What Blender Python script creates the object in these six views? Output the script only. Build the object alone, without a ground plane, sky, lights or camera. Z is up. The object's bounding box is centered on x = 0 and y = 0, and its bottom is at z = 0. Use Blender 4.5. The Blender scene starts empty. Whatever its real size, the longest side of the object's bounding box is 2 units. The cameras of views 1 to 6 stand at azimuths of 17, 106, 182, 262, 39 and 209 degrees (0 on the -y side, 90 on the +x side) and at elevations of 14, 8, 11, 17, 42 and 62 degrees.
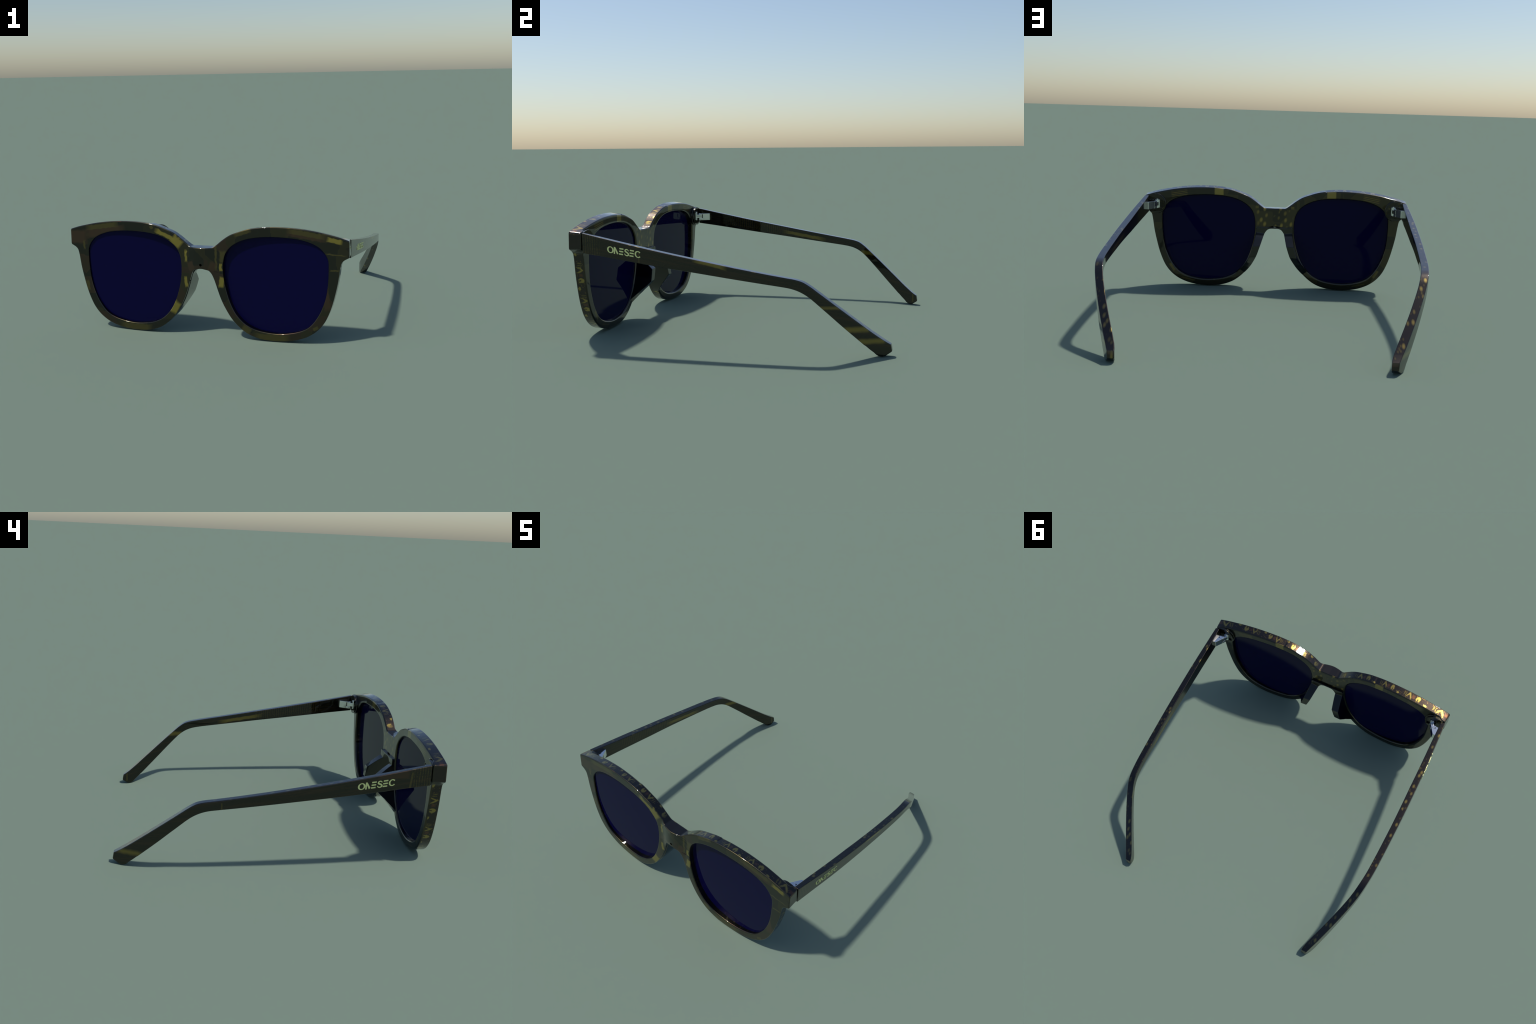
"""Pair of folding sunglasses: speckled dark acetate frame, navy lenses, metal hinges."""
import bpy, bmesh, math
import numpy as np
from mathutils import Vector

# ------------------------------------------------------------------ helpers
def interp(x, table):
    t = np.array(table, float)
    return float(np.interp(x, t[:, 0], t[:, 1]))


def spline(points, per=8):
    """Centripetal Catmull-Rom through control points (any dimension)."""
    p = np.array(points, float)
    p = np.vstack([2 * p[0] - p[1], p, 2 * p[-1] - p[-2]])
    out = []
    for i in range(1, len(p) - 2):
        q = p[i - 1:i + 3]
        t = [0.0]
        for k in range(3):
            t.append(t[-1] + max(np.linalg.norm(q[k + 1] - q[k]), 1e-6) ** 0.5)
        for u in np.linspace(t[1], t[2], per, endpoint=False):
            a = [(t[k + 1] - u) / (t[k + 1] - t[k]) * q[k] + (u - t[k]) / (t[k + 1] - t[k]) * q[k + 1] for k in range(3)]
            b = [(t[k + 2] - u) / (t[k + 2] - t[k]) * a[k] + (u - t[k]) / (t[k + 2] - t[k]) * a[k + 1] for k in range(2)]
            out.append((t[2] - u) / (t[2] - t[1]) * b[0] + (u - t[1]) / (t[2] - t[1]) * b[1])
    out.append(p[-2])
    return np.array(out)


def add_object(name, verts, faces, parent, materials, slots=None):
    me = bpy.data.meshes.new(name)
    me.from_pydata([tuple(map(float, v)) for v in verts], [], faces)
    for m in materials:
        me.materials.append(m)
    if slots is not None:
        me.polygons.foreach_set("material_index", slots)
    me.update()
    ob = bpy.data.objects.new(name, me)
    bpy.context.scene.collection.objects.link(ob)
    ob.parent = parent
    return ob


def tidy(ob, merge=1e-5):
    bm = bmesh.new()
    bm.from_mesh(ob.data)
    bmesh.ops.remove_doubles(bm, verts=bm.verts, dist=merge)
    bmesh.ops.dissolve_degenerate(bm, edges=bm.edges, dist=1e-6)
    bmesh.ops.recalc_face_normals(bm, faces=bm.faces)
    bm.to_mesh(ob.data)
    bm.free()


def finish(ob, bevel=0.0, segments=3, angle=40, cut=None, smooth=32, clamp=True):
    """Chamfer crisp edges, keep flats flat, then bake the modifiers into the mesh."""
    if cut is not None:
        m = ob.modifiers.new("cut", "BOOLEAN")
        m.object, m.operation, m.solver = cut, "DIFFERENCE", "EXACT"
    if bevel:
        m = ob.modifiers.new("bevel", "BEVEL")
        m.width, m.segments, m.limit_method, m.angle_limit = bevel, segments, "ANGLE", math.radians(angle)
        m.use_clamp_overlap = clamp
    g = bpy.context.evaluated_depsgraph_get()
    me = bpy.data.meshes.new_from_object(ob.evaluated_get(g), depsgraph=g)
    ob.modifiers.clear()
    old = ob.data
    ob.data = me
    me.name = old.name
    bpy.data.meshes.remove(old)
    me.shade_smooth()
    me.set_sharp_from_angle(angle=math.radians(smooth))
    if bevel:
        weighted(ob)
    ob.data.name = ob.name
    return ob


def weighted(ob):
    """Face-weighted normals, baked, so that chamfers shade round and flats stay flat."""
    m = ob.modifiers.new("weighted", "WEIGHTED_NORMAL")
    m.keep_sharp, m.weight = True, 80
    g = bpy.context.evaluated_depsgraph_get()
    me, old = bpy.data.meshes.new_from_object(ob.evaluated_get(g), depsgraph=g), ob.data
    ob.modifiers.clear()
    ob.data = me
    bpy.data.meshes.remove(old)
    me.name = ob.name
    return ob


def mirrored(ob, name, parent, materials=None):
    me = ob.data.copy()
    bm = bmesh.new()
    bm.from_mesh(me)
    for v in bm.verts:
        v.co.x = -v.co.x
    bmesh.ops.reverse_faces(bm, faces=bm.faces)
    bm.to_mesh(me)
    bm.free()
    if materials:
        for i, m in enumerate(materials):
            me.materials[i] = m
    had = me.attributes.get("custom_normal")
    if had:
        me.attributes.remove(had)
    o = bpy.data.objects.new(name, me)
    bpy.context.scene.collection.objects.link(o)
    o.parent = parent
    return weighted(o) if had else o


# ------------------------------------------------------------------ node expressions
class Ex:
    """A float socket with operators, so that masks read as formulas."""
    tree = None

    def __init__(self, s):
        self.s = s

    @staticmethod
    def op(kind, *args, clamp=False):
        n = Ex.tree.nodes.new("ShaderNodeMath")
        n.operation, n.use_clamp = kind, clamp
        for i, a in enumerate(args):
            if isinstance(a, Ex):
                Ex.tree.links.new(a.s, n.inputs[i])
            else:
                n.inputs[i].default_value = a
        return Ex(n.outputs[0])

    def __add__(s, o): return Ex.op("ADD", s, o)
    __radd__ = __add__
    def __sub__(s, o): return Ex.op("SUBTRACT", s, o)
    def __rsub__(s, o): return Ex.op("SUBTRACT", o, s)
    def __mul__(s, o): return Ex.op("MULTIPLY", s, o)
    __rmul__ = __mul__
    def __truediv__(s, o): return Ex.op("DIVIDE", s, o)
    def __abs__(s): return Ex.op("ABSOLUTE", s)
    def max(s, o): return Ex.op("MAXIMUM", s, o)
    def min(s, o): return Ex.op("MINIMUM", s, o)

    def below(s, edge, soft=0.1):
        """1 where the value is under the edge, fading over soft."""
        n = Ex.tree.nodes.new("ShaderNodeMapRange")
        n.clamp = True
        Ex.tree.links.new(s.s, n.inputs[0])
        for i, v in zip((1, 2, 3, 4), (edge - soft, edge + soft, 1.0, 0.0)):
            n.inputs[i].default_value = v
        return Ex(n.outputs[0])

    def above(s, edge, soft=0.1): return 1.0 - s.below(edge, soft)


class Paint:
    """One procedural dielectric material; colours are laid over a dark base with masks."""

    def __init__(self, name, base, roughness=0.34, ior=1.5, metallic=1.0, coat=1.0):
        self.mat = bpy.data.materials.new(name)
        self.mat.use_nodes = True
        self.t = self.mat.node_tree
        self.b = self.t.nodes["Principled BSDF"]
        self.b.inputs["Roughness"].default_value = roughness
        self.b.inputs["IOR"].default_value = ior
        self.b.inputs["Metallic"].default_value = metallic
        self.b.inputs["Base Color"].default_value = (*base, 1)
        self.b.inputs["Coat Weight"].default_value = coat          # pearly flakes under a clear polish
        self.b.inputs["Coat Roughness"].default_value = 0.015
        self.colour = None
        self.base = base
        Ex.tree = self.t
        co = self.t.nodes.new("ShaderNodeTexCoord")
        self.obj = co.outputs["Object"]
        sep = self.t.nodes.new("ShaderNodeSeparateXYZ")
        self.t.links.new(self.obj, sep.inputs[0])
        self.x, self.y, self.z = (Ex(o) for o in sep.outputs)

    def use(self):
        Ex.tree = self.t
        return self

    def vector(self, x, y, z):
        n = self.t.nodes.new("ShaderNodeCombineXYZ")
        for i, a in enumerate((x, y, z)):
            if isinstance(a, Ex):
                self.t.links.new(a.s, n.inputs[i])
            else:
                n.inputs[i].default_value = a
        return n.outputs[0]

    def noise(self, scale, vec=None, detail=2.0, distortion=0.0):
        n = self.t.nodes.new("ShaderNodeTexNoise")
        n.inputs["Scale"].default_value, n.inputs["Detail"].default_value, n.inputs["Distortion"].default_value = scale, detail, distortion
        self.t.links.new(vec or self.obj, n.inputs["Vector"])
        return Ex(n.outputs[0])

    def cells(self, scale, vec=None, feature="F1", metric="EUCLIDEAN"):
        """Voronoi distance and a random number per cell."""
        n = self.t.nodes.new("ShaderNodeTexVoronoi")
        n.feature, n.distance = feature, metric
        n.inputs["Scale"].default_value = scale
        self.t.links.new(vec or self.obj, n.inputs["Vector"])
        s = self.t.nodes.new("ShaderNodeSeparateColor")
        self.t.links.new(n.outputs["Color"], s.inputs[0])
        return Ex(n.outputs["Distance"]), Ex(s.outputs[0])

    def over(self, mask, colour):
        n = self.t.nodes.new("ShaderNodeMix")
        n.data_type = "RGBA"
        if isinstance(mask, Ex):
            self.t.links.new(mask.s, n.inputs["Factor"])
        else:
            n.inputs["Factor"].default_value = mask
        if self.colour is None:
            n.inputs[6].default_value = (*self.base, 1)
        else:
            self.t.links.new(self.colour, n.inputs[6])
        n.inputs[7].default_value = (*colour, 1)
        self.colour = n.outputs[2]
        self.t.links.new(self.colour, self.b.inputs["Base Color"])

    def box(self, u, v, cu, cv, hu, hv, turn=0.0, soft=0.12):
        """Mask of a turned rectangle in the (u, v) plane."""
        du, dv = u - cu, v - cv
        if turn:
            c, s = math.cos(math.radians(turn)), math.sin(math.radians(turn))
            du, dv = du * c + dv * s, dv * c - du * s
        return (abs(du) * (1 / hu)).max(abs(dv) * (1 / hv)).below(1.0, soft)


DARK = (0.016, 0.0145, 0.008)
BROWN = (0.075, 0.036, 0.018)
OLIVE = (0.108, 0.082, 0.021)
GOLD = (0.38, 0.285, 0.05)
AMBER = (0.31, 0.235, 0.05)


# ------------------------------------------------------------------ materials
def acetate_face():
    """Front of the frame: flat blocks of olive, brown and gold flakes lying along the rim."""
    p = Paint("speckled_acetate_front", DARK)
    wob = (p.noise(38, detail=1.5) - 0.5) * 0.016
    u, v = p.x + wob, p.z + wob
    d, r = p.cells(9.0, metric="CHEBYCHEV")
    p.over(r.above(0.72, 0.02) * 0.20, OLIVE)
    p.over(r.below(0.30, 0.02) * 0.5, BROWN)
    left = [  # wearer's right rim, x < 0
        (-0.945, 0.645, 0.075, 0.045, 0, BROWN), (-0.72, 0.690, 0.14, 0.030, 8, BROWN), (-0.74, 0.728, 0.11, 0.016, 8, OLIVE),
        (-0.36, 0.738, 0.012, 0.012, 30, OLIVE), (-0.255, 0.688, 0.075, 0.013, -24, GOLD), (-0.178, 0.650, 0.038, 0.030, -40, GOLD),
        (-0.113, 0.555, 0.008, 0.038, 0, GOLD), (-0.117, 0.375, 0.010, 0.034, 6, GOLD), (-0.075, 0.490, 0.022, 0.030, 20, BROWN),
        (-0.200, 0.192, 0.042, 0.024, 60, GOLD), (-0.505, 0.023, 0.105, 0.024, 0, OLIVE), (-0.872, 0.300, 0.012, 0.034, 12, OLIVE),
        (-0.885, 0.590, 0.008, 0.030, 0, OLIVE)]
    right = [  # wearer's left rim, x > 0
        (0.285, 0.727, 0.055, 0.013, 20, OLIVE), (0.150, 0.560, 0.022, 0.040, 0, OLIVE), (0.132, 0.487, 0.010, 0.024, 4, GOLD),
        (0.136, 0.388, 0.016, 0.034, -8, GOLD), (0.101, 0.555, 0.006, 0.08, 0, OLIVE), (0.075, 0.490, 0.022, 0.030, -20, BROWN),
        (0.305, 0.070, 0.030, 0.022, -30, OLIVE), (0.480, 0.022, 0.105, 0.026, 0, OLIVE), (0.71, 0.722, 0.115, 0.022, -8, BROWN),
        (0.71, 0.735, 0.11, 0.016, -8, OLIVE), (0.893, 0.697, 0.045, 0.014, -10, GOLD), (0.90, 0.606, 0.060, 0.004, -4, OLIVE),
        (0.895, 0.503, 0.026, 0.005, 0, OLIVE), (0.775, 0.110, 0.018, 0.010, 30, OLIVE), (0.845, 0.30, 0.02, 0.06, 10, BROWN)]
    for cu, cv, hu, hv, turn, col in left + right:
        p.over(p.box(u, v, cu, cv, hu, hv, turn, 0.22) * 0.9, col)
    return p.mat


def acetate_back():
    """Back of the frame: olive with gold blocks set alike on both rims, spotted bridge."""
    p = Paint("speckled_acetate_back", (0.020, 0.0175, 0.009))
    ax = abs(p.x)
    d, r = p.cells(8.0, metric="CHEBYCHEV")
    p.over(r.above(0.68, 0.02) * 0.22, OLIVE)
    p.over(p.box(ax, p.z, 0.425, 0.735, 0.033, 0.026, 0), (0.24, 0.185, 0.045))
    p.over(p.box(ax, p.z, 0.725, 0.713, 0.060, 0.020, -10) * (Ex.op("SINE", (p.z + ax * 0.17) * 500.0).above(0.0, 0.4)) * 0.55, (0.20, 0.14, 0.035))
    p.over(p.box(ax, p.z, 0.78, 0.140, 0.010, 0.032, -32), OLIVE)
    p.over(p.box(ax, p.z, 0.655, 0.050, 0.050, 0.005, 12) * 0.7, OLIVE)
    p.over(p.box(ax, p.z, 0.135, 0.626, 0.012, 0.010, 0), OLIVE)
    d, r = p.cells(1.0, p.vector(p.x * 26.0 + p.z * 4.0, p.y * 2.0, p.z * 17.0))
    p.over(d.below(0.27, 0.12) * r.above(0.25, 0.05) * ax.below(0.135, 0.01) * p.z.above(0.477, 0.003) * 0.85, (0.28, 0.20, 0.04))
    return p.mat


def acetate_edge():
    """Side walls of the rims: a printed row of hooks, wedges and dots that repeats along the edge."""
    p = Paint("speckled_acetate_edge", (0.019, 0.0135, 0.010))
    ax = abs(p.x)
    side = Ex.op("SIGN", p.x)
    angle = Ex.op("ARCTAN2", p.z - 0.38, ax - 0.50)
    wob = (p.noise(52, detail=3) - 0.5) * 0.26
    t = Ex.op("FRACT", angle * (12.5 / math.tau) + 20.10)
    w = ((p.y + 0.925) * (1 / 0.036)) * side
    w = w - (ax - 0.5) * side * 0.7 + wob * 2.0           # -1 .. 1 across the wall
    tt = t + wob * 0.25
    clear = ax.above(0.12, 0.02) * (1.0 - ax.above(0.945, 0.006) * p.z.below(0.682, 0.004))
    d, r = p.cells(85)
    p.over(d.below(0.28, 0.18) * r.above(0.62, 0.03) * clear * 0.65, (0.17, 0.11, 0.03))
    a = abs(tt - 0.12)
    hook = ((a * (1 / 0.075)) * (a * (1 / 0.075)) + (w * 1.7) * (w * 1.7)).below(1.0, 0.35) * (1.0 - a.below(0.018, 0.012) * w.below(-0.05, 0.1))
    p.over(hook * clear * 0.85, AMBER)
    p.over(((abs(tt - 0.29) * 22.0).max(abs(w) * 3.0)).below(1.0, 0.4) * clear * 0.7, (0.11, 0.045, 0.02))
    a = abs(tt - 0.44)
    wedge = abs(w - 0.45 + a * 11.0).below(0.27, 0.2) * a.below(0.085, 0.02)
    p.over(wedge * clear * 0.85, AMBER)
    p.over((abs(tt - 0.57).below(0.012, 0.01) + abs(tt - 0.63).below(0.012, 0.01)) * abs(w).below(0.45, 0.15) * clear * 0.3, GOLD)
    q = (abs(tt - 0.86) * 20.0) * (abs(tt - 0.86) * 20.0) + ((w + 0.55) * 4.0) * ((w + 0.55) * 4.0)
    p.over(q.below(1.0, 0.4) * clear * 0.85, AMBER)
    return p.mat


def acetate_plain(name="dark_acetate"):
    return Paint(name, DARK).mat


def temple_outer(side):
    """Outside of an arm: near black, faint streaks, comb marks by the hinge, gold bars."""
    p = Paint("streaked_acetate_outer", DARK)
    n = p.noise(3.0, p.vector(p.x, p.y * 1.0, p.z * 22.0 + p.y * 3.4), detail=3)
    p.over(n.above(0.56, 0.10) * 0.25, BROWN)
    wv = p.noise(26, detail=1) * 0.010
    comb = Ex.op("SINE", p.y * (math.tau / 0.016) + p.noise(14) * 4.0).above(0.55, 0.35) * p.noise(9, p.vector(p.y * 3.0, 0.0, p.z * 9.0), detail=1).above(0.45, 0.12)
    p.over(comb * p.box(p.y, p.z, -0.795, 0.63, 0.056, 0.09) * 0.5, OLIVE)
    edge = p.noise(9.0, p.vector(p.x, p.y * 1.4, p.z * 2.0), detail=3)
    if side > 0:
        p.over(p.box(p.y, p.z + p.y * 0.16, -0.475, 0.47, 0.004, 0.05) * 0.5, OLIVE)
        p.over(p.box(p.y, p.z + p.y * 0.18 + wv, -0.03, 0.536, 0.085, 0.014, -2, 0.3) * 0.5, GOLD)
        for cy, cz, h in ((0.665, 0.300, 0.006), (0.80, 0.170, 0.014), (0.885, 0.098, 0.013)):
            p.over(abs(p.z + wv * 0.6 - cz).below(h, 0.008) * abs(p.y - cy).below(0.075, 0.01) * 0.45, GOLD)
    else:
        p.over(p.box(p.y, p.z, -0.735, 0.60, 0.006, 0.05, 6) * 0.6, OLIVE)
        p.over(p.box(p.y, p.z, -0.63, 0.655, 0.09, 0.04) * 0.5, BROWN)
        p.over(abs(p.z + wv * 0.8 - 0.095).below(0.013, 0.010) * abs(p.y - 0.895).below(0.07, 0.02) * 0.42, GOLD)
        p.over(p.box(p.y, p.z, 0.37, 0.44, 0.004, 0.02) * 0.6, OLIVE)
    return p.mat


def temple_inner():
    p = Paint("streaked_acetate_inner", DARK)
    n = p.noise(3.0, p.vector(p.x, p.y, p.z * 22.0 + p.y * 3.4), detail=3)
    p.over(n.above(0.58, 0.1) * 0.3, BROWN)
    comb = Ex.op("SINE", p.y * (math.tau / 0.018) + p.noise(20) * 5.0).above(0.4, 0.4)
    p.over(comb * p.box(p.y, p.z + p.y * 0.15, -0.33, 0.515, 0.26, 0.045, 0, 0.1) * 0.30, OLIVE)
    wv = p.noise(20, detail=1) * 0.012
    p.over(p.box(p.y, p.z + p.y * 0.15 + wv, 0.06, 0.500, 0.145, 0.012, -1, 0.3) * 0.42, GOLD)
    p.over(abs(p.z + wv - 0.372).below(0.014, 0.008) * abs(p.y - 0.61).below(0.075, 0.01) * 0.45, GOLD)
    p.over(p.box(p.y, p.z, 0.965, 0.05, 0.006, 0.03) * 0.6, OLIVE)
    return p.mat


def temple_edge():
    p = Paint("speckled_acetate_arm_edge", (0.017, 0.013, 0.010))
    d, r = p.cells(1.0, p.vector(p.x * 34.0, p.y * 21.0, p.z * 6.0))
    p.over(d.below(0.26, 0.13) * r.above(0.42, 0.04) * 0.7, (0.27, 0.20, 0.05))
    d, r = p.cells(1.0, p.vector(p.x * 60.0, p.y * 40.0, p.z * 9.0))
    p.over(d.below(0.25, 0.15) * r.above(0.7, 0.04) * 0.6, OLIVE)
    return p.mat


M_FRONT, M_BACK, M_EDGE, M_PLAIN = acetate_face(), acetate_back(), acetate_edge(), acetate_plain()
M_OUT_L, M_OUT_R, M_INNER, M_ARM_EDGE = temple_outer(1), temple_outer(-1), temple_inner(), temple_edge()
M_PAD = Paint("smoky_nose_pad_plastic", (0.016, 0.016, 0.012), roughness=0.30).mat
M_LENS = Paint("navy_tinted_lens", (0.0026, 0.0020, 0.032), roughness=0.03, ior=1.21, metallic=0.0, coat=0.0).mat
M_STEEL = Paint("polished_steel", (0.78, 0.80, 0.80), roughness=0.10, metallic=1.0, coat=0.0).mat
M_INK = Paint("pale_olive_lettering", (0.86, 0.88, 0.48), roughness=0.28, coat=0.0).mat


def boss_paint():
    p = Paint("flecked_acetate_boss", DARK)
    d, r = p.cells(1.0, p.vector(p.x * 40.0, p.y * 40.0, p.z * 40.0))
    p.over(d.below(0.28, 0.12) * r.above(0.6, 0.05) * 0.6, OLIVE)
    return p.mat


M_BOSS = boss_paint()


def lip_paint():
    p = Paint("dark_acetate_lens_groove", DARK)
    d, r = p.cells(45)
    p.over(d.below(0.3, 0.15) * r.above(0.74, 0.04) * 0.6, OLIVE)
    return p.mat


M_LIP = lip_paint()

# ------------------------------------------------------------------ frame profile (x, z), right half seen from behind
CX, CZ = 0.50, 0.38
BROW = [(0, .617), (.055, .617), (.080, .619), (.103, .635), (.145, .670), (.200, .707), (.255, .729), (.327, .752), (.398, .764),
        (.470, .770), (.572, .770), (.669, .764), (.767, .751), (.843, .736), (.920, .718), (.974, .7015)]
CHEEK = [(.977, .5835), (.958, .574), (.940, .556), (.932, .530), (.928, .508), (.917, .428), (.899, .342), (.880, .268), (.858, .205),
         (.830, .147), (.790, .096), (.740, .056), (.690, .031), (.630, .012), (.550, .001), (.460, .001), (.386, .011), (.315, .038),
         (.255, .081), (.204, .136), (.163, .201), (.130, .269), (.103, .345), (.083, .409), (.069, .443), (.053, .463), (.030, .4755), (.012, .4765), (0, .4765)]
OPENING = [(.855, .513), (.852, .563), (.836, .600), (.802, .640), (.755, .668), (.685, .690), (.592, .702), (.474, .705), (.375, .697),
           (.301, .681), (.243, .656), (.195, .620), (.166, .579), (.152, .528), (.149, .450), (.158, .376), (.176, .302), (.202, .230),
           (.240, .163), (.300, .104), (.370, .070), (.442, .055), (.520, .050), (.600, .059), (.680, .082), (.735, .117), (.785, .182),
           (.815, .243), (.839, .320), (.851, .405)]
def lift(points):
    return [(x, z + 0.006 * (0.76 - z)) for x, z in points]


CORNERS = [(.9815, .6985), (.985, .694), (.9862, .688), (.9868, .640), (.9875, .598), (.9865, .5925), (.983, .588)]
BROW, CHEEK, OPENING, CORNERS = lift(BROW), lift(CHEEK), lift(OPENING), lift(CORNERS)
brow, cheek = spline(BROW, 8), spline(CHEEK, 8)
outline = np.vstack([brow, CORNERS, cheek])
opening = spline(OPENING + OPENING[:2], 8)[:-8]
opening = np.vstack([opening, opening[:1]])


def polar(curve, theta):
    """Distance from the lens centre to a star-shaped closed outline in direction theta."""
    a, b = curve, np.roll(curve, -1, 0)
    d = np.array([math.cos(theta), math.sin(theta)])
    p, e = a - (CX, CZ), b - a
    den = d[0] * e[:, 1] - d[1] * e[:, 0]
    den[abs(den) < 1e-12] = 1e-12
    r = (p[:, 0] * e[:, 1] - p[:, 1] * e[:, 0]) / den
    s = (p[:, 0] * d[1] - p[:, 1] * d[0]) / den
    ok = (r > 0) & (s >= -1e-9) & (s <= 1 + 1e-9)
    return r[ok].max()


TILT = 0.021          # the front leans: its foot stands further forward than its brow


def lean(z):
    return TILT * (z - 0.70) - 0.003


def front_y(x, z=0.6):
    x = abs(x)
    base = interp(x, [(0, -.969), (.10, -.9655), (.14, -.967), (.28, -.966), (.42, -.960), (.56, -.954), (.70, -.949), (.84, -.945), (1, -.943)])
    return base - 0.0245 * max(1 - (x / 0.104) ** 2, 0) * min(max((z - 0.36) / 0.12, 0), 1)


def back_y(x):
    x = abs(x)
    base = interp(x, [(0, -.899), (.15, -.899), (.30, -.896), (.45, -.889), (.60, -.881), (.75, -.877), (.9, -.876)])
    k = min(max((x - 0.925) / 0.03, 0), 1)
    return base + (k * k * (3 - 2 * k)) * 0.018


root = bpy.data.objects.new("sunglasses", None)
bpy.context.scene.collection.objects.link(root)
root["label"] = "open sunglasses with speckled dark acetate frame and navy lenses"
root["category"] = "sunglasses"

# ------------------------------------------------------------------ frame front
def edge_hit(curve, theta, closed_normals):
    """Where a ray from the lens centre meets an outline, and the smoothed outward normal there."""
    a, b = curve, np.roll(curve, -1, 0)
    d = np.array([math.cos(theta), math.sin(theta)])
    p, e = a - (CX, CZ), b - a
    den = d[0] * e[:, 1] - d[1] * e[:, 0]
    den[abs(den) < 1e-12] = 1e-12
    r = (p[:, 0] * e[:, 1] - p[:, 1] * e[:, 0]) / den
    s = (p[:, 0] * d[1] - p[:, 1] * d[0]) / den
    ok = np.where((r > 0) & (s >= -1e-9) & (s <= 1 + 1e-9))[0]
    k = ok[r[ok].argmax()]
    n = closed_normals[k] * (1 - s[k]) + closed_normals[(k + 1) % len(curve)] * s[k]
    return np.array([CX, CZ]) + d * r[k], n / np.linalg.norm(n)


def vertex_normals(curve):
    t = np.roll(curve, -1, 0) - curve
    ln = np.linalg.norm(t, axis=1)
    ln[ln < 1e-9] = 1e-9
    n = np.stack([t[:, 1], -t[:, 0]], 1) / ln[:, None]
    n = n + np.roll(n, 1, 0)
    n /= np.linalg.norm(n, axis=1)[:, None]
    mid = (curve - (CX, CZ)) * n
    return n * np.sign(np.median(mid.sum(1)))


ROUND_FRONT, ROUND_BACK, ROUND_LIP, ROUND_LIP_BACK = 0.006, 0.009, 0.006, 0.011


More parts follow.
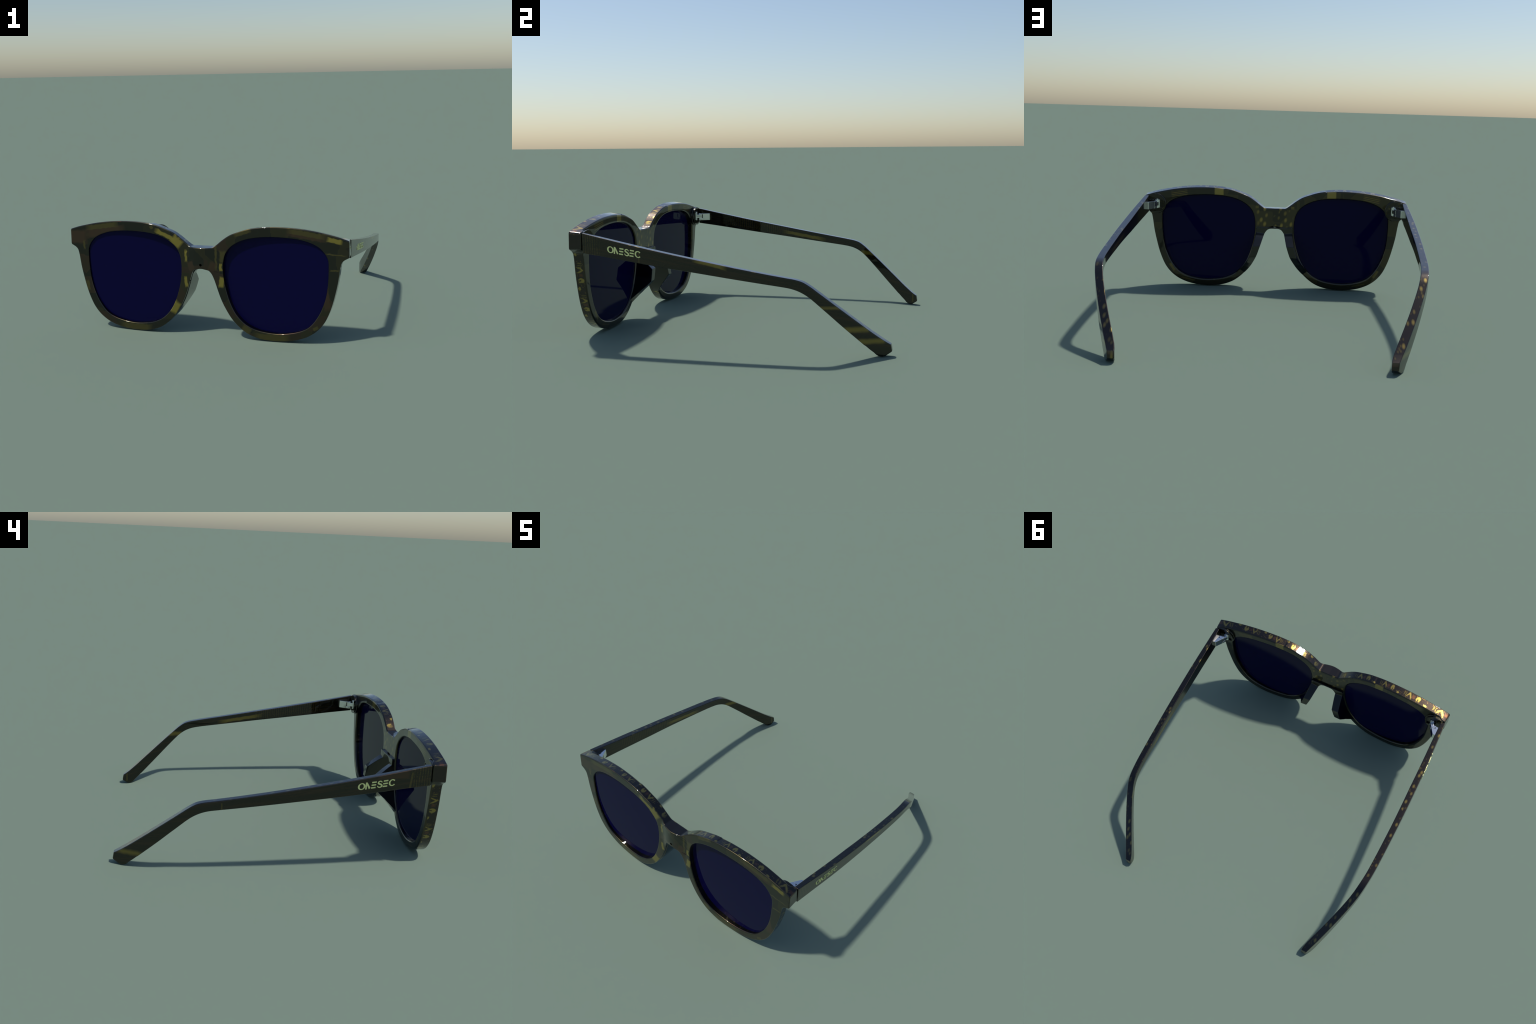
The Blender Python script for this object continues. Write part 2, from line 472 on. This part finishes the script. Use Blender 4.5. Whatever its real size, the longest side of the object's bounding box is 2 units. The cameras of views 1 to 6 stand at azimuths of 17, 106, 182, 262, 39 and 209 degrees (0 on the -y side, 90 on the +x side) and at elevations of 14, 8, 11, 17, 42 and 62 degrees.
def build_front():
    """Each ray from a lens centre carries one rounded cross-section of the rim; both halves meet at the bridge."""
    seam_top, seam_low = math.atan2(BROW[0][1] - CZ, -CX), math.atan2(CHEEK[-1][1] - CZ, -CX)
    th = list(np.linspace(-math.pi, math.pi, 400, endpoint=False))
    for x, z in list(brow[1:60:2]) + list(cheek[-60:-1:2]) + list(cheek[1:40:2]) + list(CORNERS):    # steep runs: follow them closely
        th.append(math.atan2(z - CZ, x - CX))
    th = [t for t in th if not (seam_top - 0.002 < t < seam_top + 0.026 or seam_low - 0.026 < t < seam_low + 0.002)] + [seam_top, seam_low]
    th = sorted(th)
    th = [t for i, t in enumerate(th) if i == 0 or t - th[i - 1] > 0.0012 or t in (seam_top, seam_low)]
    shape, hole = outline[np.r_[True, np.linalg.norm(np.diff(outline, axis=0), axis=1) > 1e-7]], opening[:-1]
    ns, nh = vertex_normals(shape), vertex_normals(hole)
    arc = np.radians([0, 18, 36, 54, 72, 90])
    steps = 4
    verts, faces, slots = [], [], []
    for side in (1, -1):
        base, n = len(verts), len(th)
        for t in th:
            q, m = edge_hit(hole, t, nh)
            inside = seam_top + 1e-6 < t < seam_low - 1e-6
            at_end = abs(t - seam_top) < 1e-6 or abs(t - seam_low) < 1e-6
            if inside or at_end:
                pz = CZ + CX * abs(math.tan(math.pi - t))
                p, nrm = np.array([0.0, pz]), np.array([0.0, 1.0 if t < 0.5 * (seam_top + seam_low) else -1.0])
            else:
                p, nrm = edge_hit(shape, t, ns)
                p = p + nrm * 0.0015 * min(p[0] / 0.05, 1.0)      # make up for the rounded edge
            tuck = (0.0050 + 0.004 * (math.cos(t) > -0.3)) * min(max((math.sin(t) - 0.3) / 0.3, 0), 1) * (0 if inside or t > seam_top - 1e-6 else min(max((p[0] - 0.03) / 0.10, 0), 1))
            pb = p - nrm * tuck
            loop = []

            def put(xz, y_of, dy):
                x, z = max(xz[0], 0.0), xz[1]
                loop.append((side * x, y_of(x, z) + dy + lean(z), z))

            fy, by = (lambda x, z: front_y(x, z)), (lambda x, z: back_y(x))
            k_out = 0.0 if inside else 1.0
            for a in arc[::-1]:      # lip, front side
                put(q + m * ROUND_LIP * (1 - math.sin(a)), fy, ROUND_LIP * (1 - math.cos(a)))
            q0, p0 = q + m * ROUND_LIP, p - nrm * ROUND_FRONT * k_out
            for i in range(1, steps):
                put(q0 + (p0 - q0) * i / steps, fy, 0)
            for a in arc:            # outer edge, front side
                put(p - nrm * ROUND_FRONT * k_out * (1 - math.sin(a)), fy, ROUND_FRONT * k_out * (1 - math.cos(a)))
            half = len(loop)
            for a in arc[::-1]:      # outer edge, back side
                put(pb - nrm * ROUND_BACK * k_out * (1 - math.sin(a)), by, -ROUND_BACK * k_out * (1 - math.cos(a)))
            q1, p1 = q + m * ROUND_LIP_BACK, pb - nrm * ROUND_BACK * k_out
            for i in range(1, steps):
                put(p1 + (q1 - p1) * i / steps, by, 0)
            for a in arc:
                put(q + m * ROUND_LIP_BACK * (1 - math.sin(a)), by, -ROUND_LIP_BACK * (1 - math.cos(a)))
            verts += loop
        w = len(loop)
        for i in range(n):
            a, b = base + i * w, base + ((i + 1) % n) * w
            seam = seam_top - 1e-6 <= th[i] and th[(i + 1) % n] <= seam_low + 1e-6
            for k in range(w):
                if seam and k == half - 1:
                    continue         # the two halves join here
                j = (k + 1) % w
                f = (a + k, a + j, b + j, b + k)
                faces.append(f if side > 0 else f[::-1])
                slots.append(3 if k == w - 1 else 2 if k == half - 1 else 0 if k < half else 1)
    ob = add_object("frame_front", verts, faces, root, [M_FRONT, M_BACK, M_EDGE, M_LIP], slots)
    tidy(ob)
    bm = bmesh.new()
    bmesh.ops.create_cone(bm, cap_ends=True, segments=24, radius1=0.0088, radius2=0.0088, depth=0.10)
    me = bpy.data.meshes.new("drill")
    bm.to_mesh(me); bm.free()
    drill = bpy.data.objects.new("drill", me)
    bpy.context.scene.collection.objects.link(drill)
    drill.rotation_euler, drill.location = (math.radians(90), 0, 0), (0, -1.0, 0.503)
    bpy.context.view_layer.update()
    finish(ob, cut=drill, smooth=42)
    weighted(ob)
    bpy.data.objects.remove(drill)
    return ob


build_front()

# ------------------------------------------------------------------ lenses
def build_lens():
    th = np.linspace(-math.pi, math.pi, 160, endpoint=False)
    rings, verts, faces = 12, [], []
    for face in (-1, 1):
        for k in range(1, rings + 1):
            for t in th:
                r = (polar(opening, t) + 0.006) * k / rings
                x, z = CX + r * math.cos(t), CZ + r * math.sin(t)
                verts.append((x, -0.9300 + 0.008 * (z - 0.40) + face * 0.0095, z))
    n = len(th)
    for f in (0, 1):
        o = f * rings * n
        for k in range(rings - 1):
            for i in range(n):
                q = (o + k * n + i, o + k * n + (i + 1) % n, o + (k + 1) * n + (i + 1) % n, o + (k + 1) * n + i)
                faces.append(q if f else q[::-1])
        faces.append(tuple(o + i for i in range(n)) if f == 0 else tuple(o + i for i in range(n))[::-1])
    o = rings * n
    for i in range(n):
        a, b = (rings - 1) * n + i, (rings - 1) * n + (i + 1) % n
        faces.append((a, b, o + b, o + a))
    ob = add_object("lens", verts, faces, root, [M_LENS])
    tidy(ob)
    finish(ob, smooth=40)
    return ob


lens = build_lens()
mirrored(lens, "lens.001", root)

# ------------------------------------------------------------------ nose pads: one saddle-shaped piece with two arms
def build_nose_pad():
    # (contour x, z) under the nose, (outer x, z) towards the lens, rear y
    st = [((0, .464), (0, .4735), -.892), ((.030, .463), (.050, .4735), -.892), ((.051, .455), (.100, .4735), -.892), ((.066, .438), (.136, .4715), -.891),
          ((.074, .424), (.138, .432), -.891), ((.098, .347), (.155, .345), -.785), ((.127, .264), (.180, .260), -.783), ((.160, .199), (.208, .206), -.842),
          ((.184, .161), (.230, .173), -.876), ((.209, .129), (.250, .148), -.902), ((.233, .105), (.266, .128), -.920), ((.256, .088), (.282, .111), -.936)]
    c, o, y = spline([s[0] for s in st], 6), spline([s[1] for s in st], 6), []
    for a, b in zip(st[:-1], st[1:]):
        y += list(np.linspace(a[2], b[2], 6, endpoint=False))
    y.append(st[-1][2])
    verts, faces = [], []
    for side in (1, -1):
        b0 = len(verts)
        for ci, oi, yi in zip(c, o, y):
            for (px, pz), py in ((ci, -.955), (oi, -.955), (oi, yi), (ci, yi)):
                verts.append((side * max(px, 0.0), py, pz))
        m = len(y)
        for i in range(m - 1):
            for k in range(4):
                p, q = b0 + 4 * i + k, b0 + 4 * i + (k + 1) % 4
                faces.append((p, q, q + 4, p + 4))
        e = b0 + 4 * (m - 1)
        faces.append((e, e + 1, e + 2, e + 3))
    ob = add_object("nose_pad", verts, faces, root, [M_PAD])
    tidy(ob)
    finish(ob, bevel=0.004, segments=3, angle=24, smooth=24)
    return ob


build_nose_pad()

# ------------------------------------------------------------------ hinges on the frame side
def prism(name, outline2d, lo, hi, axis, parent, materials, bevel=0.0, cut=None, angle=40):
    """Extrude a closed 2D outline along an axis: 'y' takes (x, z), 'z' takes (x, y)."""
    m = len(outline2d)
    place = (lambda a, b, h: (a, h, b)) if axis == "y" else (lambda a, b, h: (a, b, h))
    verts = [place(a, b, lo) for a, b in outline2d] + [place(a, b, hi) for a, b in outline2d]
    faces = [tuple(range(m)), tuple(range(m, 2 * m))] + [(i, (i + 1) % m, m + (i + 1) % m, m + i) for i in range(m)]
    ob = add_object(name, verts, faces, parent, materials)
    tidy(ob)
    return finish(ob, bevel=bevel, cut=cut, angle=angle)


def boxed(name, x0, x1, y0, y1, z0, z1):
    verts = [(x, y, z) for x in (x0, x1) for y in (y0, y1) for z in (z0, z1)]
    faces = [(0, 1, 3, 2), (4, 6, 7, 5), (0, 4, 5, 1), (2, 3, 7, 6), (0, 2, 6, 4), (1, 5, 7, 3)]
    ob = add_object(name, verts, faces, None, [])
    tidy(ob)
    return ob


def build_hinge_boss():
    ring = [(.905 + .072 * math.cos(a), .631 + .072 * math.sin(a)) for a in np.linspace(math.pi / 2, 1.5 * math.pi, 40)]
    shape = ring + [(.935, .560), (.955, .580), (.962, .60), (.962, .692), (.935, .700)]
    pocket = boxed("pocket", .846, .915, -.885, -.84, .598, .668)
    ob = prism("hinge_boss", shape, -.905, -.8585, "y", root, [M_BOSS], bevel=0.006, cut=pocket)
    bpy.data.objects.remove(pocket)
    shape = [(.905 + .081 * math.cos(a), .631 + .078 * math.sin(a)) for a in np.linspace(math.radians(96), math.radians(262), 40)]
    collar = prism("hinge_collar", shape, -.905, -.8685, "y", root, [M_BOSS], bevel=0.005)
    return ob, collar


for piece in build_hinge_boss():
    mirrored(piece, piece.name + ".001", root)


def build_frame_hinge():
    """Flange let into the boss plus the tongue that reaches into the arm's fork, and the screw."""
    bm = bmesh.new()
    def block(poly, z0, z1):
        lo = [bm.verts.new((x, y, z0)) for x, y in poly]
        hi = [bm.verts.new((x, y, z1)) for x, y in poly]
        n = len(poly)
        bm.faces.new(lo[::-1]); bm.faces.new(hi)
        for i in range(n):
            bm.faces.new((lo[i], lo[(i + 1) % n], hi[(i + 1) % n], hi[i]))
    block([(.871, -.885), (.905, -.885), (.905, -.850), (.893, -.8475), (.876, -.850), (.871, -.856)], .601, .662)
    block([(.873, -.860), (.905, -.860), (.930, -.812), (.8985, -.8085)], .617, .645)
    for z0, z1, r in ((.598, .6685, .0105),):
        block([(.889 + r * math.cos(a), -.857 + r * math.sin(a)) for a in np.linspace(0, math.tau, 20, endpoint=False)], z0, z1)
    for z0, z1 in ((.6465, .6545), (.596, .6035)):
        block([(.903 + .0075 * math.cos(a), -.832 + .0075 * math.sin(a)) for a in np.linspace(0, math.tau, 16, endpoint=False)], z0, z1)
    me = bpy.data.meshes.new("hinge")
    bm.to_mesh(me); bm.free()
    me.materials.append(M_STEEL)
    ob = bpy.data.objects.new("hinge", me)
    bpy.context.scene.collection.objects.link(ob)
    ob.parent = root
    bm = bmesh.new(); bm.from_mesh(me); bmesh.ops.recalc_face_normals(bm, faces=bm.faces); bm.to_mesh(me); bm.free()
    return finish(ob, bevel=0.0018, segments=2, angle=40)


hinge = build_frame_hinge()
mirrored(hinge, "hinge.001", root)

# ------------------------------------------------------------------ arms (temples)
ARM_X = [(-.86, .9835), (-.70, .990), (-.50, .9968), (-.30, .9995), (-.10, .9990), (.10, .9955), (.30, .9895), (.40, .9838), (.50, .972),
         (.55, .962), (.60, .947), (.70, .909), (.80, .866), (.90, .820), (1.0, .772)]
ARM_T = [(-.86, .032), (-.70, .039), (-.50, .044), (-.30, .047), (0, .045), (.40, .046), (.60, .048), (.90, .054), (.955, .052), (.98, .046), (1.0, .038)]
_ax = spline(ARM_X, 8)


def arm_x(y):
    return float(np.interp(y, _ax[:, 0], _ax[:, 1]))


ARM_EDGES = [  # upper (y, z), lower (y, z) along the arm
    (-.8575, .6885, -.8575, .571), (-.70, .658, -.70, .553), (-.50, .620, -.50, .527), (-.30, .5835, -.30, .502), (-.10, .549, -.10, .478),
    (.10, .515, .10, .453), (.30, .483, .30, .429), (.42, .4645, .395, .4175), (.475, .455, .44, .4105), (.515, .4425, .472, .402),
    (.555, .418, .508, .387), (.60, .3825, .55, .360), (.70, .300, .64, .277), (.80, .2165, .735, .184), (.90, .1335, .83, .093),
    (.95, .0945, .878, .047)]
TIP = [(.975, .077, .900, .028), (.9925, .066, .914, .013), (.9955, .050, .926, .005), (.998, .034, .942, .000), (.9995, .024, .962, .003)]


def build_temple():
    s = np.array(ARM_EDGES)
    e = np.vstack([np.hstack([spline(s[:, :2], 8), spline(s[:, 2:], 8)]), np.array(TIP)])
    verts, faces, slots = [], [], []
    rows = 5
    for yt, zt, yb, zb in e:
        for k in range(rows):
            f = k / (rows - 1)
            y, z = yt + (yb - yt) * f, zt + (zb - zt) * f
            z += 0.004 - 0.006 * f + 0.002 * (y > 0.85) * f
            verts.append((arm_x(y), y, z))
        for k in range(rows):
            f = k / (rows - 1)
            y, z = yt + (yb - yt) * f, zt + (zb - zt) * f
            z += 0.004 - 0.006 * f + 0.002 * (y > 0.85) * f
            verts.append((arm_x(y) - interp(y, ARM_T), y, z))
    w = 2 * rows
    for i in range(len(e) - 1):
        a, b = i * w, (i + 1) * w
        for k in range(rows - 1):
            faces.append((a + k, a + k + 1, b + k + 1, b + k)); slots.append(0)
            faces.append((a + rows + k + 1, a + rows + k, b + rows + k, b + rows + k + 1)); slots.append(1)
        faces.append((a, b, b + rows, a + rows)); slots.append(2)
        faces.append((a + rows - 1, a + w - 1, b + w - 1, b + rows - 1)); slots.append(2)
    for a in (0, (len(e) - 1) * w):
        faces.append(tuple(a + k for k in range(rows)) + tuple(a + rows + k for k in reversed(range(rows)))); slots.append(2)
    ob = add_object("temple", verts, faces, root, [M_OUT_L, M_INNER, M_ARM_EDGE], slots)
    tidy(ob, 1e-6)
    return finish(ob, bevel=0.0048, segments=4, angle=50, smooth=30, clamp=False)


temple = build_temple()
temple_r = mirrored(temple, "temple.001", root, [M_OUT_R, M_INNER, M_ARM_EDGE])


def build_temple_hinge():
    """Forked steel block on the inside of the arm."""
    bm = bmesh.new()
    def block(poly, z0, z1):
        lo = [bm.verts.new((x, y, z0)) for x, y in poly]
        hi = [bm.verts.new((x, y, z1)) for x, y in poly]
        n = len(poly)
        bm.faces.new(lo[::-1]); bm.faces.new(hi)
        for i in range(n):
            bm.faces.new((lo[i], lo[(i + 1) % n], hi[(i + 1) % n], hi[i]))
    block([(.9015, -.8035), (.932, -.753), (.958, -.753), (.958, -.825), (.935, -.825), (.918, -.8035)], .598, .653)
    for z0, z1 in ((.646, .653), (.598, .616)):
        block([(.886, -.829), (.9015, -.8035), (.935, -.8035), (.935, -.825), (.915, -.840), (.895, -.840)], z0, z1)
    me = bpy.data.meshes.new("hinge_plate")
    bm.to_mesh(me); bm.free()
    me.materials.append(M_STEEL)
    ob = bpy.data.objects.new("hinge_plate", me)
    bpy.context.scene.collection.objects.link(ob)
    ob.parent = temple
    bm = bmesh.new(); bm.from_mesh(me); bmesh.ops.recalc_face_normals(bm, faces=bm.faces); bm.to_mesh(me); bm.free()
    return finish(ob, bevel=0.0018, segments=2, angle=40)


plate = build_temple_hinge()
mirrored(plate, "hinge_plate.001", temple_r)

# ------------------------------------------------------------------ raised lettering on the arms
def stroke(path, widths):
    """Ribbon polygon along a path with a width at each point."""
    p = np.array(path, float)
    d = np.gradient(p, axis=0)
    d /= np.linalg.norm(d, axis=1)[:, None]
    n = np.stack([-d[:, 1], d[:, 0]], 1) * (np.array(widths)[:, None] / 2)
    return p + n, p - n


def letter_shapes():
    """Strips in letter space: advance 0..1 left to right, height 0..1; (left rail, right rail, closed)."""
    def ring(a0, a1, rx, ry, cx, cy, closed, thin, thick, m=40):
        a = np.radians(np.linspace(a0, a1, m, endpoint=not closed))
        mid = np.stack([cx + rx * np.cos(a), cy + ry * np.sin(a)], 1)
        wd = thin + (thick - thin) * np.cos(a) ** 2
        out = np.stack([cx + (rx + wd / 2) * np.cos(a), cy + (ry + wd / 2) * np.sin(a)], 1)
        inn = np.stack([cx + (rx - wd / 2) * np.cos(a), cy + (ry - wd / 2) * np.sin(a)], 1)
        return out, inn, closed
    def bar(x0, y0, x1, y1, lean=0.0):
        ys = np.linspace(y0, y1, 2)
        return np.array([(x0 - lean * (y1 - y0), y0), (x0, y1)]), np.array([(x1 - lean * (y1 - y0), y0), (x1, y1)]), False
    o = [ring(0, 360, .40, .42, .52, .50, True, .13, .23)]
    n = [(np.array([(.02, .0), (.07, 1.0)]), np.array([(.24, .0), (.29, 1.0)]), False),
         (np.array([(.09, .985), (.58, -.02), ]), np.array([(.32, .985), (.80, .16)]), False)]
    e = [bar(.10 - .05 * k, y, .78 - .05 * k, y + .19, 0) for k, y in ((0, .80), (1, .41), (2, .02))]
    path = spline([(.72, .74), (.58, .90), (.38, .93), (.19, .82), (.19, .65), (.38, .54), (.60, .42), (.70, .25), (.58, .10), (.36, .06), (.17, .14), (.07, .30)], 5)
    k = np.linspace(0, 1, len(path))
    l, r = stroke(path, .13 + .09 * np.sin(math.pi * k) ** 2)
    s = [(l, r, False)]
    c = [ring(38, 322, .40, .42, .52, .50, False, .13, .23)]
    return [("O", o, .0, .0436), ("N", n, .0440, .0400), ("E", e, .0800, .0400), ("S", s, .1150, .0420), ("E", e, .1500, .0400), ("C", c, .1850, .0420)]


def build_lettering(parent, side, y0, z0, slope, height=.042):
    direction = np.array([1.0, slope]) / math.hypot(1, slope)
    up = np.array([-direction[1], direction[0]]) * side
    count = 0
    for _, shapes, at, wide in letter_shapes():
        verts, faces = [], []
        for left, right, closed in shapes:
            m, b = len(left), len(verts)
            for lift in (-0.004, 0.0028):
                for rail in (left, right):
                    for a, h in rail:
                        along = (at + a * wide) * side
                        if side > 0:
                            y, z = y0 + along * direction[0] - (h - .5) * height * direction[1] * 0, z0 + along * direction[1] + (h - .5) * height
                        else:
                            y, z = y0 + along * direction[0], z0 + along * direction[1] + (h - .5) * height
                        verts.append((side * (arm_x(y) + lift), y, z))
            rng = range(m if closed else m - 1)
            for i in rng:
                j = (i + 1) % m
                faces.append((b + i, b + j, b + m + j, b + m + i))
                faces.append((b + 2 * m + i, b + 3 * m + i, b + 3 * m + j, b + 2 * m + j))
                faces.append((b + i, b + 2 * m + i, b + 2 * m + j, b + j))
                faces.append((b + m + i, b + m + j, b + 3 * m + j, b + 3 * m + i))
            if not closed:
                for i in (0, m - 1):
                    faces.append((b + i, b + m + i, b + 3 * m + i, b + 2 * m + i))
        name = "letter" if not bpy.data.objects.get("letter") else "letter.%03d" % sum(o.name.startswith("letter") for o in bpy.data.objects)
        ob = add_object(name, verts, faces, parent, [M_INK])
        tidy(ob, 1e-6)
        finish(ob, smooth=35)


build_lettering(temple, 1, -.684, .6015, -.122)
build_lettering(temple_r, -1, -.414, .5655, -.128)
